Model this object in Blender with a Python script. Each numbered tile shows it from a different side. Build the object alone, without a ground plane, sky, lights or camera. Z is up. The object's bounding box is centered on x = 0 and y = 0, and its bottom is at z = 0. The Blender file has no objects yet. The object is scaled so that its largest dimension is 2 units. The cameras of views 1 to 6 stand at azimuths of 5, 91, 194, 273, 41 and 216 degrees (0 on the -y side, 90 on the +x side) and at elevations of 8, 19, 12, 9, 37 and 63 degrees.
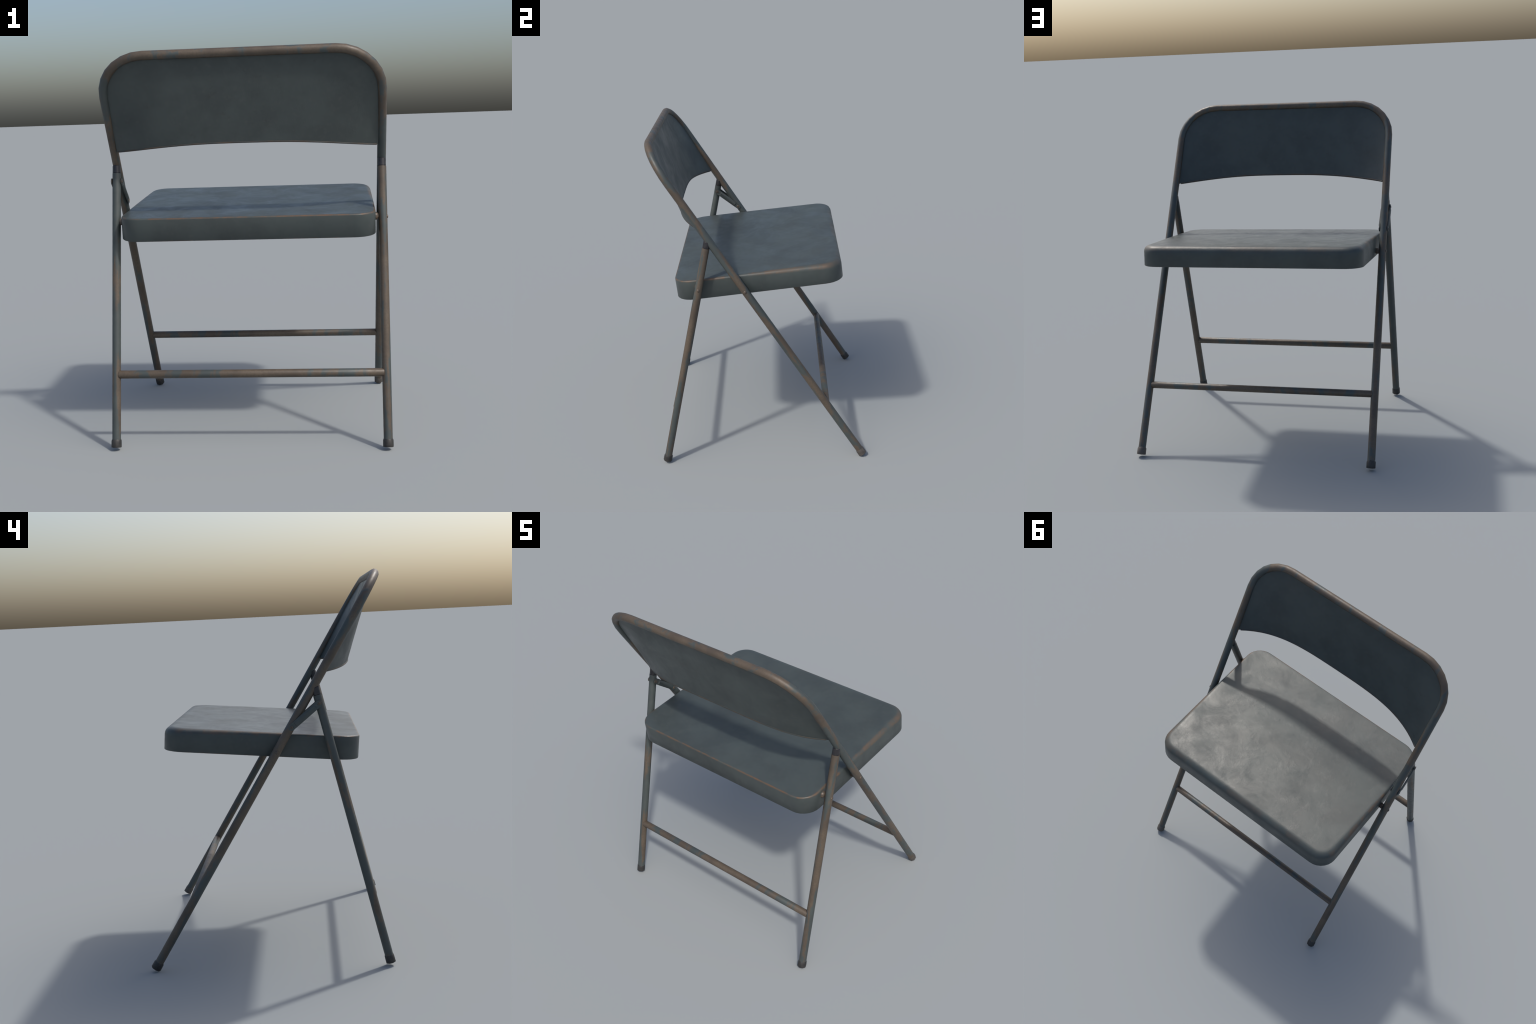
"""Worn steel folding chair: bent-tube front frame with a curved sheet back,
pressed seat pan, tubular rear legs, crossbars, one folding brace, rubber feet."""
import bpy, bmesh, math
from mathutils import Vector, Matrix

# ------------------------------------------------------------------ sizes (m)
XC = 0.004            # middle plane of the chair
HALF = 0.6913         # middle plane to tube axis
R_TUBE = 0.0227
FOOT_Z = 0.0137
FRONT_FOOT_Y, TOP_Y, TOP_Z = 0.6073, -0.5911, 1.9774
REAR_FOOT_Y, REAR_TIP_Y, REAR_TIP_Z = -0.605, -0.2714, 1.437
FRAME_LEAN = math.atan2(FRONT_FOOT_Y - TOP_Y, TOP_Z - FOOT_Z)
FRAME_LEN = math.hypot(FRONT_FOOT_Y - TOP_Y, TOP_Z - FOOT_Z)
REAR_LEAN = math.atan2(REAR_TIP_Y - REAR_FOOT_Y, REAR_TIP_Z - FOOT_Z)
REAR_LEN = math.hypot(REAR_TIP_Y - REAR_FOOT_Y, REAR_TIP_Z - FOOT_Z)
BEND = 0.225          # radius of the frame's upper corners
BEND_STEPS = 7
SEAT_TILT = math.atan(0.0885)
SEAT_HX, SEAT_HY, SEAT_HZ = 0.653, 0.4975, 0.060
SEAT_C = Vector((0.004, 0.0118, 1.1588))
SEAT_R = 0.108


# ------------------------------------------------------------------ materials
class Nodes:
    """Small helper that writes node graphs as expressions."""
    def __init__(self, name):
        self.mat = bpy.data.materials.new(name)
        self.mat.use_nodes = True
        self.t = self.mat.node_tree
        self.t.nodes.clear()
        self.out = self.t.nodes.new("ShaderNodeOutputMaterial")
        self.bsdf = self.t.nodes.new("ShaderNodeBsdfPrincipled")
        self.t.links.new(self.bsdf.outputs[0], self.out.inputs[0])
        self.coord = self.t.nodes.new("ShaderNodeTexCoord").outputs["Object"]

    def put(self, sock, v):
        if isinstance(v, bpy.types.NodeSocket):
            self.t.links.new(v, sock)
        elif v is not None:
            sock.default_value = v

    def math(self, op, a, b=None, c=None, clamp=False):
        n = self.t.nodes.new("ShaderNodeMath")
        n.operation = op
        n.use_clamp = clamp
        for s, v in zip(n.inputs, (a, b, c)):
            self.put(s, v)
        return n.outputs[0]

    def xyz(self):
        n = self.t.nodes.new("ShaderNodeSeparateXYZ")
        self.put(n.inputs[0], self.coord)
        return n.outputs

    def mapped(self, scale=(1, 1, 1), loc=(0, 0, 0)):
        n = self.t.nodes.new("ShaderNodeMapping")
        self.put(n.inputs["Vector"], self.coord)
        n.inputs["Scale"].default_value = scale
        n.inputs["Location"].default_value = loc
        return n.outputs[0]

    def noise(self, scale, detail=4, rough=0.55, stretch=(1, 1, 1), loc=(0, 0, 0), distort=0.0):
        n = self.t.nodes.new("ShaderNodeTexNoise")
        self.put(n.inputs["Vector"], self.mapped(stretch, loc))
        n.inputs["Scale"].default_value = scale
        n.inputs["Detail"].default_value = detail
        n.inputs["Roughness"].default_value = rough
        n.inputs["Distortion"].default_value = distort
        return n.outputs["Fac"]

    def step(self, v, lo, hi):
        n = self.t.nodes.new("ShaderNodeMapRange")
        n.interpolation_type = "SMOOTHSTEP"
        self.put(n.inputs[0], v)
        self.put(n.inputs[1], lo)
        self.put(n.inputs[2], hi)
        return n.outputs[0]

    def lin(self, v, lo, hi, to_lo, to_hi):
        n = self.t.nodes.new("ShaderNodeMapRange")
        for s, x in zip(n.inputs, (v, lo, hi, to_lo, to_hi)):
            self.put(s, x)
        return n.outputs[0]

    def mix(self, f, a, b):
        n = self.t.nodes.new("ShaderNodeMix")
        n.data_type = "RGBA"
        self.put(n.inputs[0], f)
        self.put(n.inputs[6], a if isinstance(a, bpy.types.NodeSocket) else (*a, 1))
        self.put(n.inputs[7], b if isinstance(b, bpy.types.NodeSocket) else (*b, 1))
        return n.outputs[2]

    def bump(self, h, strength, dist):
        n = self.t.nodes.new("ShaderNodeBump")
        n.inputs["Strength"].default_value = strength
        n.inputs["Distance"].default_value = dist
        self.put(n.inputs["Height"], h)
        self.put(self.bsdf.inputs["Normal"], n.outputs[0])

    def finish(self, color, rough, metallic=0.0, spec=0.5):
        self.put(self.bsdf.inputs["Base Color"], color if isinstance(color, bpy.types.NodeSocket) else (*color, 1))
        self.put(self.bsdf.inputs["Roughness"], rough)
        self.put(self.bsdf.inputs["Metallic"], metallic)
        self.put(self.bsdf.inputs["Specular IOR Level"], spec)
        return self.mat


PAINT = (0.055, 0.068, 0.067)      # grey-green enamel
PAINT_DARK = (0.045, 0.055, 0.055)
PAINT_DUSTY = (0.063, 0.070, 0.068)
BROWN = (0.100, 0.077, 0.055)      # bare, tarnished steel with thin rust
BROWN_DARK = (0.066, 0.051, 0.038)
RUST = (0.125, 0.066, 0.034)
SPEC = 0.5


def paint_layers(n, loc=(0, 0, 0)):
    cloud = n.noise(5.0, 6, 0.62, loc=loc)
    fine = n.noise(38.0, 5, 0.6, loc=loc)
    col = n.mix(n.step(cloud, 0.36, 0.64), PAINT_DARK, PAINT)
    col = n.mix(n.math("MULTIPLY", n.step(fine, 0.5, 0.75), 0.55), col, PAINT_DUSTY)
    return col, cloud, fine


def gloss(n, lo, hi):
    """Handled enamel: polished and dulled blotches, hairline scuffs in the surface."""
    blotch = n.noise(6.5, 7, 0.66, loc=(6, 1, 4), distort=0.5)
    scuff = n.noise(120.0, 5, 0.7, loc=(1, 5, 2), distort=2.5)
    rare = n.step(n.noise(11.0, 4, 0.6, loc=(8, 3, 5)), 0.46, 0.62)
    n.bump(n.math("MULTIPLY", scuff, n.lin(rare, 0.0, 1.0, 0.35, 1.0)), 0.16, 0.0045)
    mixed = n.math("ADD", n.math("MULTIPLY", blotch, 0.78), n.math("MULTIPLY", scuff, 0.22))
    return n.lin(mixed, 0.36, 0.62, lo, hi)


def seat_material():
    n = Nodes("worn_seat_paint")
    col, cloud, fine = paint_layers(n)
    x, y, z = n.xyz()
    # distance to the rounded-rectangle rim of the pan
    qx = n.math("SUBTRACT", n.math("ABSOLUTE", x), SEAT_HX - SEAT_R)
    qy = n.math("SUBTRACT", n.math("ABSOLUTE", y), SEAT_HY - SEAT_R)
    px, py = n.math("MAXIMUM", qx, 0.0), n.math("MAXIMUM", qy, 0.0)
    ln = n.math("SQRT", n.math("ADD", n.math("MULTIPLY", px, px), n.math("MULTIPLY", py, py)))
    d = n.math("SUBTRACT", n.math("ADD", ln, n.math("MINIMUM", n.math("MAXIMUM", qx, qy), 0.0)), SEAT_R)
    # the rolled edge is wider at the front, so the rubbed band is too
    width = n.lin(y, -SEAT_HY, SEAT_HY, 0.009, 0.034)
    def near_edge(zz, w):
        dz = n.math("SUBTRACT", z, zz)
        return n.math("DIVIDE", n.math("SQRT", n.math("ADD", n.math("MULTIPLY", d, d), n.math("MULTIPLY", dz, dz))), w)
    worn = n.noise(16.0, 5, 0.65, loc=(3, 1, 7))
    blotch = n.noise(3.0, 2, 0.5, loc=(9, 4, 2))
    amount = n.math("ADD", n.math("MULTIPLY", worn, 0.7), n.math("MULTIPLY", blotch, 0.7))
    top = n.math("MULTIPLY", n.math("SUBTRACT", 1.0, n.step(near_edge(SEAT_HZ, width), 0.55, 1.05)), n.step(amount, 0.62, 0.82))
    low = n.math("MULTIPLY", n.math("SUBTRACT", 1.0, n.step(near_edge(-SEAT_HZ, 0.006), 0.4, 1.0)), n.step(amount, 0.62, 0.85))
    edge = n.math("MAXIMUM", top, n.math("MULTIPLY", low, 0.8))
    # tight rear edge shows rust, the broad front roll is only rubbed brown
    front = n.step(y, -0.45, 0.10)
    rim = n.mix(n.step(fine, 0.42, 0.60), (0.090, 0.066, 0.047), n.mix(front, RUST, (0.108, 0.070, 0.044)))
    fade = n.lin(n.step(y, SEAT_HY - 0.11, SEAT_HY - 0.03), 0.0, 1.0, 0.75, 0.30)
    col = n.mix(n.math("MULTIPLY", edge, fade), col, rim)
    rough = gloss(n, 0.32, 0.53)
    return n.finish(col, rough, 0.0, 0.42)


def panel_material():
    n = Nodes("worn_panel_paint")
    col, cloud, fine = paint_layers(n, (4, 8, 3))
    stain = n.math("MULTIPLY", n.step(n.noise(9.0, 6, 0.7, loc=(2, 2, 9)), 0.56, 0.66), n.step(fine, 0.42, 0.62))
    col = n.mix(n.math("MULTIPLY", stain, 0.35), col, (0.030, 0.032, 0.032))
    rough = gloss(n, 0.36, 0.56)
    return n.finish(col, rough, 0.0, 0.38)


def tube_material(name, stretch, loc, cover=0.5, rubbed_above=None):
    """Paint rubbed through to brown steel in patches drawn out along the tube."""
    n = Nodes(name)
    col, cloud, fine = paint_layers(n, loc)
    patch = n.noise(14.0, 5, 0.55, stretch, loc, 0.4)
    ragged = n.math("ADD", n.math("MULTIPLY", patch, 0.85), n.math("MULTIPLY", fine, 0.15))
    if rubbed_above:                      # hands have worn the top bar almost bare
        ragged = n.math("ADD", ragged, n.math("MULTIPLY", n.step(n.xyz()[2], rubbed_above - 0.10, rubbed_above + 0.10), 0.065))
    mask = n.step(ragged, cover - 0.045, cover + 0.045)
    speck = n.noise(120.0, 3, 0.6, loc=loc)
    steel = n.mix(n.step(speck, 0.38, 0.58), n.mix(0.5, BROWN_DARK, BROWN), BROWN)
    steel = n.mix(n.step(cloud, 0.35, 0.6), BROWN_DARK, steel)
    rim = n.math("MULTIPLY", n.step(ragged, cover - 0.05, cover), n.math("SUBTRACT", 1.0, n.step(ragged, cover, cover + 0.05)))
    steel = n.mix(n.math("MULTIPLY", rim, 0.35), steel, (0.118, 0.076, 0.048))
    col = n.mix(mask, col, steel)
    n.bump(n.math("ADD", n.math("MULTIPLY", mask, -0.6), fine), 0.12, 0.003)
    return n.finish(col, n.lin(fine, 0.3, 0.7, 0.42, 0.58), 0.0, SPEC)


def simple_material(name, a, b, rough, scale=60.0, metallic=0.0):
    n = Nodes(name)
    f = n.noise(scale, 4, 0.6)
    n.bump(f, 0.15, 0.003)
    return n.finish(n.mix(n.step(f, 0.38, 0.62), a, b), rough, metallic, SPEC)


M_SEAT = seat_material()
M_PANEL = panel_material()
M_FRAME = tube_material("worn_frame_tube", (1.1, 1.1, 0.20), (0, 0, 0), 0.485, 2.16)
M_LEG = tube_material("painted_leg_tube", (1.5, 1.5, 0.16), (5.3, 2.1, 0.4), 0.57)
M_LEG_WORN = tube_material("worn_leg_tube", (1.5, 1.5, 0.16), (2.3, 7.1, 0.9), 0.495)
M_BAR = tube_material("worn_bar_tube", (0.8, 0.35, 0.35), (1.7, 6.2, 3.3), 0.44)
M_BRACE = tube_material("worn_brace_paint", (1.2, 1.2, 1.2), (7, 3, 1), 0.60)
M_HEM = simple_material("rubbed_hem", (0.034, 0.038, 0.037), (0.054, 0.040, 0.029), 0.55, 14)
M_RIVET = simple_material("rivet_steel", (0.060, 0.050, 0.042), (0.105, 0.075, 0.052), 0.42)
M_PLUG = simple_material("dark_metal_plug", (0.022, 0.022, 0.026), (0.032, 0.031, 0.035), 0.34, 40, 0.2)
M_RUBBER = simple_material("black_rubber", (0.018, 0.018, 0.018), (0.032, 0.031, 0.030), 0.55)
M_PALE_CAP = simple_material("pale_brown_rubber", (0.060, 0.053, 0.047), (0.095, 0.083, 0.074), 0.6)


# ------------------------------------------------------------------ geometry
chair = bpy.data.objects.new("folding_chair", None)
bpy.context.collection.objects.link(chair)
chair["label"] = "worn grey-green steel folding chair with brown rubbed tubes"
chair["category"] = "folding chair"


def add(name, bm, mat, matrix=None, parent=chair, smooth=40):
    bmesh.ops.recalc_face_normals(bm, faces=bm.faces)
    me = bpy.data.meshes.new(name)
    bm.to_mesh(me)
    bm.free()
    for p in me.polygons:
        p.use_smooth = True
    me.set_sharp_from_angle(angle=math.radians(smooth))
    me.materials.append(mat)
    ob = bpy.data.objects.new(name, me)
    bpy.context.collection.objects.link(ob)
    ob.parent = parent
    if matrix is not None:
        ob.matrix_world = matrix
    return ob


def repeat(ob, matrix, mat=None):
    c = ob.copy()
    if mat:
        c.data = ob.data.copy()
        c.data.materials.clear()
        c.data.materials.append(mat)
    bpy.context.collection.objects.link(c)
    c.matrix_world = matrix
    return c


def sweep(bm, pts, radius, sides=10, up=Vector((0, 1, 0)), caps=True):
    """Tube along a planar polyline; up is normal to the plane of the path."""
    rings = []
    for i, p in enumerate(pts):
        a = (p - pts[i - 1]).normalized() if i else None
        b = (pts[i + 1] - p).normalized() if i < len(pts) - 1 else None
        t = (a + b).normalized() if a and b else (a or b)
        side = up.cross(t).normalized()
        widen = 1 / max(0.5, t.dot(a)) if a else 1.0
        ring = []
        for k in range(sides):
            w = 2 * math.pi * k / sides
            ring.append(bm.verts.new(p + side * math.cos(w) * radius * widen + up * math.sin(w) * radius))
        rings.append(ring)
    for r0, r1 in zip(rings, rings[1:]):
        for k in range(sides):
            bm.faces.new((r0[k], r0[(k + 1) % sides], r1[(k + 1) % sides], r1[k]))
    if caps:
        bm.faces.new(rings[0][::-1])
        bm.faces.new(rings[-1])
    return rings


def lathe(bm, profile, sides):
    """Turn (radius, z) pairs about local z."""
    rings = [[bm.verts.new((r * math.cos(2 * math.pi * (k + 0.5) / sides), r * math.sin(2 * math.pi * (k + 0.5) / sides), z))
              for k in range(sides)] for r, z in profile]
    for r0, r1 in zip(rings, rings[1:]):
        for k in range(sides):
            bm.faces.new((r0[k], r0[(k + 1) % sides], r1[(k + 1) % sides], r1[k]))
    bm.faces.new(rings[0][::-1])
    bm.faces.new(rings[-1])


def place(x, y, z, lean=0.0):
    return Matrix.Translation((x, y, z)) @ Matrix.Rotation(lean, 4, "X")


FRAME_M = place(XC, FRONT_FOOT_Y, FOOT_Z, FRAME_LEAN)


def corner_arc(cx, cs, a0, a1, steps, r):
    return [Vector((cx + r * math.cos(a0 + (a1 - a0) * i / steps), 0, cs + r * math.sin(a0 + (a1 - a0) * i / steps)))
            for i in range(steps + 1)]


# front frame: one tube from foot to foot over the top of the back
bm = bmesh.new()
cs = FRAME_LEN - BEND
path = [Vector((-HALF, 0, 0.012)), Vector((-HALF, 0, 1.0))]
path += corner_arc(-HALF + BEND, cs, math.pi, math.pi / 2, BEND_STEPS, BEND)
path += corner_arc(HALF - BEND, cs, math.pi / 2, 0, BEND_STEPS, BEND)
path += [Vector((HALF, 0, 1.0)), Vector((HALF, 0, 0.012))]
sweep(bm, path, R_TUBE)
add("front_frame", bm, M_FRAME, FRAME_M)

# backrest: thin sheet, straight along the top bar, bulging rearward at the lower edge
COLS, ROWS = 48, 16
PW = 0.6740


def sheet_point(t, w, off=0.0):
    x = PW * t
    low = 1.763 + 0.0975 * (1 - abs(t) ** 3)
    over = max(0.0, abs(x) - (HALF - BEND))
    rad = BEND - 0.012
    top = cs + math.sqrt(max(0.0, rad * rad - over * over))
    s = low + (top - low) * w
    return Vector((x, -0.0145 * (1 - w) - 0.0945 * (1 - abs(t) ** 4.3) * (1 - w) + off, s))


bm = bmesh.new()
faces = []
for off in (-0.0035, 0.0035):
    grid = [[bm.verts.new(sheet_point(math.sin(math.pi / 2 * (2 * i / COLS - 1)) * 0.5 + (2 * i / COLS - 1) * 0.5, j / ROWS, off))
             for i in range(COLS + 1)] for j in range(ROWS + 1)]
    faces.append(grid)
    for j in range(ROWS):
        for i in range(COLS):
            bm.faces.new((grid[j][i], grid[j][i + 1], grid[j + 1][i + 1], grid[j + 1][i]))
a, b = faces
rim = [(0, i) for i in range(COLS)] + [(j, COLS) for j in range(ROWS)] + [(ROWS, i) for i in range(COLS, 0, -1)] + [(j, 0) for j in range(ROWS, 0, -1)]
for (j0, i0), (j1, i1) in zip(rim, rim[1:] + rim[:1]):
    bm.faces.new((a[j0][i0], a[j1][i1], b[j1][i1], b[j0][i0]))
backrest = add("backrest", bm, M_PANEL, FRAME_M)

# rolled hem along the lower edge of the sheet
bm = bmesh.new()
hem_rings = []
for i in range(COLS + 1):
    t = (2 * i / COLS - 1) * 0.985
    p = sheet_point(t, 0.0)
    q = (sheet_point(t + 0.002, 0.0) - sheet_point(t - 0.002, 0.0)).normalized()
    e = Vector((0, 0.21, 0.98)).normalized()
    e = (e - q * e.dot(q)).normalized()
    f = q.cross(e)
    hem_rings.append([bm.verts.new(p + e * 0.0055 * math.cos(w) + f * 0.0062 * math.sin(w)) for w in [2 * math.pi * k / 8 for k in range(8)]])
for r0, r1 in zip(hem_rings, hem_rings[1:]):
    for k in range(8):
        bm.faces.new((r0[k], r0[(k + 1) % 8], r1[(k + 1) % 8], r1[k]))
bm.faces.new(hem_rings[0][::-1])
bm.faces.new(hem_rings[-1])
add("hem", bm, M_HEM, FRAME_M, backrest)

# rear legs with a dark plug pushed into the upper end
PLUG = 0.042
bm = bmesh.new()
sweep(bm, [Vector((0, 0, 0.012)), Vector((0, 0, REAR_LEN - PLUG))], R_TUBE)
legs = [add("rear_leg", bm, M_LEG, place(XC - HALF, REAR_FOOT_Y, FOOT_Z, -REAR_LEAN))]
legs.append(repeat(legs[0], place(XC + HALF, REAR_FOOT_Y, FOOT_Z, -REAR_LEAN), M_LEG_WORN))
bm = bmesh.new()
lathe(bm, [(0.0195, -PLUG - 0.01), (0.0195, -PLUG + 0.0015), (0.0215, -PLUG + 0.003), (0.0215, -0.003), (0.0185, 0.0)], 16)
tip = Matrix.Translation((0, 0, REAR_LEN))
plug = add("leg_plug", bm, M_PLUG, legs[0].matrix_world @ tip)
repeat(plug, place(XC + HALF, REAR_FOOT_Y, FOOT_Z, -REAR_LEAN) @ tip)

# rubber feet, eight-sided with a chamfered upper lip
bm = bmesh.new()
lathe(bm, [(0.0258, 0.0), (0.0266, 0.0015), (0.0262, 0.034), (0.0232, 0.041), (0.0205, 0.041)], 8)
turn = Matrix.Rotation(math.pi / 8, 4, "Z")
foot = add("foot_cap", bm, M_RUBBER, place(XC - HALF, REAR_FOOT_Y, FOOT_Z, -REAR_LEAN), smooth=50)
repeat(foot, place(XC + HALF, REAR_FOOT_Y, FOOT_Z, -REAR_LEAN) @ turn)
repeat(foot, place(XC - HALF, FRONT_FOOT_Y, FOOT_Z, FRAME_LEAN) @ turn)
repeat(foot, place(XC + HALF, FRONT_FOOT_Y, FOOT_Z, FRAME_LEAN), M_PALE_CAP)

# crossbars: ends let into the outer side of the legs
def on_front(z, off=0.0):
    s = (z - FOOT_Z) / math.cos(FRAME_LEAN)
    return (FRONT_FOOT_Y - s * math.sin(FRAME_LEAN) + off * math.cos(FRAME_LEAN), z + off * math.sin(FRAME_LEAN))


def on_rear(z, off=0.0):
    s = (z - FOOT_Z) / math.cos(REAR_LEAN)
    return (REAR_FOOT_Y + s * math.sin(REAR_LEAN) - off * math.cos(REAR_LEAN), z + off * math.sin(REAR_LEAN))


def crossbar(y, z, r):
    bm = bmesh.new()
    L = HALF - 0.012
    lathe(bm, [(r * 0.9, -L), (r, -L + 0.004), (r, L - 0.004), (r * 0.9, L)], 12)
    bmesh.ops.rotate(bm, verts=bm.verts, matrix=Matrix.Rotation(math.pi / 2, 3, "Y"))
    return add("crossbar", bm, M_BAR, Matrix.Translation((XC, y, z)))


crossbar(*on_rear(0.3745, 0.003), 0.0212)
crossbar(*on_front(0.373, 0.002), 0.0202)

# seat pan: pressed sheet with a broad roll at the front and a tight one at the rear
def seat_outline(steps=7):
    pts = []
    for cx, cy, a0 in ((1, 1, 0), (-1, 1, 90), (-1, -1, 180), (1, -1, 270)):
        for i in range(steps + 1):
            w = math.radians(a0 + 90 * i / steps)
            pts.append((cx * (SEAT_HX - SEAT_R), cy * (SEAT_HY - SEAT_R), math.cos(w), math.sin(w)))
    out = []
    for i, p in enumerate(pts):
        out.append(p)
        q = pts[(i + 1) % len(pts)]
        if (p[2] - q[2]) ** 2 + (p[3] - q[3]) ** 2 < 1e-9:      # straight run: subdivide
            for k in range(1, 8):
                f = k / 8
                out.append((p[0] + (q[0] - p[0]) * f, p[1] + (q[1] - p[1]) * f, p[2], p[3]))
    return out


outline = seat_outline()
bm = bmesh.new()
rings = []


def seat_ring(z_of, inset_of):
    ring = []
    for cx, cy, nx, ny in outline:
        y_edge = cy + ny * SEAT_R
        roll = 0.009 + 0.034 * (max(0.0, min(1.0, (y_edge + SEAT_HY) / (2 * SEAT_HY)))) ** 1.6
        r = SEAT_R - inset_of(roll)
        ring.append(bm.verts.new((cx + nx * r, cy + ny * r, z_of(roll))))
    rings.append(ring)


seat_ring(lambda b: SEAT_HZ - 0.012, lambda b: 0.040)           # underside of the pan
seat_ring(lambda b: SEAT_HZ - 0.020, lambda b: 0.016)
seat_ring(lambda b: -SEAT_HZ + 0.001, lambda b: 0.012)
seat_ring(lambda b: -SEAT_HZ, lambda b: 0.003)
seat_ring(lambda b: -SEAT_HZ + 0.003, lambda b: 0.0)
for i in range(7):
    w = math.pi / 2 * i / 6
    seat_ring(lambda b: SEAT_HZ - b * 0.9 * (1 - math.sin(w)), lambda b: b * (1 - math.cos(w)))
seat_ring(lambda b: SEAT_HZ, lambda b: b + 0.012)
for r0, r1 in zip(rings, rings[1:]):
    for k in range(len(r0)):
        bm.faces.new((r0[k], r0[(k + 1) % len(r0)], r1[(k + 1) % len(r0)], r1[k]))
bm.faces.new(rings[0][::-1])
bm.faces.new(rings[-1])
SEAT_M = Matrix.Translation(SEAT_C) @ Matrix.Rotation(SEAT_TILT, 4, "X")
seat = add("seat", bm, M_SEAT, SEAT_M, smooth=50)

# pivots: spacer between seat and tube, domed rivet head on the outer side
def axis_x(x, y, z, sign):
    return Matrix.Translation((x, y, z)) @ Matrix.Rotation(sign * math.pi / 2, 4, "Y")


bm = bmesh.new()
lathe(bm, [(0.0175, -0.014), (0.0175, 0.012), (0.015, 0.015)], 10)
spacer = add("pivot_spacer", bm, M_RIVET, axis_x(XC - HALF + 0.034, *on_front(1.121), 1))
bm = bmesh.new()
lathe(bm, [(0.0095, -0.008), (0.0095, 0.0), (0.0085, 0.0022), (0.0055, 0.0040), (0.002, 0.0046)], 12)
rivet = add("rivet", bm, M_RIVET, axis_x(XC - HALF - R_TUBE + 0.0005, *on_front(1.121), -1), smooth=60)
repeat(spacer, axis_x(XC + HALF - 0.034, *on_front(1.121), -1))
repeat(rivet, axis_x(XC + HALF + R_TUBE - 0.0005, *on_front(1.121), 1))
repeat(rivet, axis_x(XC + HALF + R_TUBE - 0.0005, *on_rear(1.143), 1))
# rear bolts: domed heads standing behind the leg
bm = bmesh.new()
lathe(bm, [(0.021, -0.008), (0.021, 0.004), (0.0175, 0.011), (0.012, 0.016), (0.005, 0.0185)], 14)
add("seat_bolt", bm, M_RIVET, axis_x(XC + HALF - 0.040, *on_rear(1.146, 0.005), 1), smooth=60)
repeat(spacer, axis_x(XC - HALF + 0.034, *on_rear(1.146, 0.004), 1))

# folding brace on one side: two pressed strips gripping leg and frame tube
TOP = Vector((0, -0.287, 1.355))
BOT = Vector((0, -0.148, 1.243))
along = TOP - BOT
blen = along.length


def brace_mesh():
    """Strip in local yz, crowned towards +x between its flattened ends."""
    bm = bmesh.new()
    half, rr = 0.0165, 0.0165
    rows = []
    for i in range(5):                                        # lower round end
        w = math.pi / 2 * (i + 0.15) / 4.15
        rows.append((-rr * math.cos(w), half * math.sin(w), 0.0))
    rows += [(0.022, half, 0.0), (0.026, half, 1.0), (blen * 0.5, half, 1.0), (blen - 0.026, half, 1.0), (blen - 0.022, half, 0.0)]
    for i in range(5):
        w = math.pi / 2 * (4 - i + 0.15) / 4.15
        rows.append((blen + rr * math.cos(w), half * math.sin(w), 0.0))
    front, back = [], []
    for z, h, crown in rows:
        f, b = [], []
        for k in range(7):
            u = -1 + 2 * k / 6
            lift = crown * 0.0048 * (1 - u * u)
            f.append(bm.verts.new((0.0028 + lift, u * h, z)))
            b.append(bm.verts.new((-0.0022 + lift * 0.6, u * h, z)))
        front.append(f)
        back.append(b)
    n = len(rows)
    for j in range(n - 1):
        for k in range(6):
            bm.faces.new((front[j][k], front[j][k + 1], front[j + 1][k + 1], front[j + 1][k]))
            bm.faces.new((back[j][k], back[j + 1][k], back[j + 1][k + 1], back[j][k + 1]))
        for k in (0, 6):
            bm.faces.new((front[j][k], front[j + 1][k], back[j + 1][k], back[j][k]))
    for j in (0, n - 1):
        for k in range(6):
            bm.faces.new((front[j][k], front[j][k + 1], back[j][k + 1], back[j][k]))
    return bm


OFF = R_TUBE + 0.0026
basis = Matrix((Vector((1, 0, 0)), along.normalized().cross(Vector((1, 0, 0))), along.normalized())).transposed().to_4x4()
inner = Matrix.Translation((XC - HALF + OFF, BOT.y, BOT.z)) @ basis
outer = Matrix.Translation((XC - HALF - OFF, BOT.y, BOT.z)) @ basis @ Matrix.Rotation(math.pi, 4, "Z")
brace = add("brace", brace_mesh(), M_BRACE, inner, smooth=35)
brace_outer = repeat(brace, outer)
bm = bmesh.new()
lathe(bm, [(0.0084, -0.004), (0.0084, 0.0012), (0.0068, 0.0026), (0.0042, 0.0026), (0.0036, 0.0012)], 12)
first = None
for strip, sign in ((brace, 1), (brace_outer, -1)):
    for p in (BOT, TOP):
        m = axis_x(XC - HALF + sign * (OFF + 0.0028), p.y, p.z, sign)
        if first is None:
            first = add("brace_rivet", bm, M_RIVET, m, strip)
        else:
            c = repeat(first, m)
            c.parent = strip
            c.matrix_world = m
bm = bmesh.new()
lathe(bm, [(0.006, -OFF), (0.006, OFF)], 10)
pin = add("brace_pin", bm, M_RIVET, axis_x(XC - HALF, TOP.y, TOP.z, 1))
repeat(pin, axis_x(XC - HALF, BOT.y, BOT.z, 1))
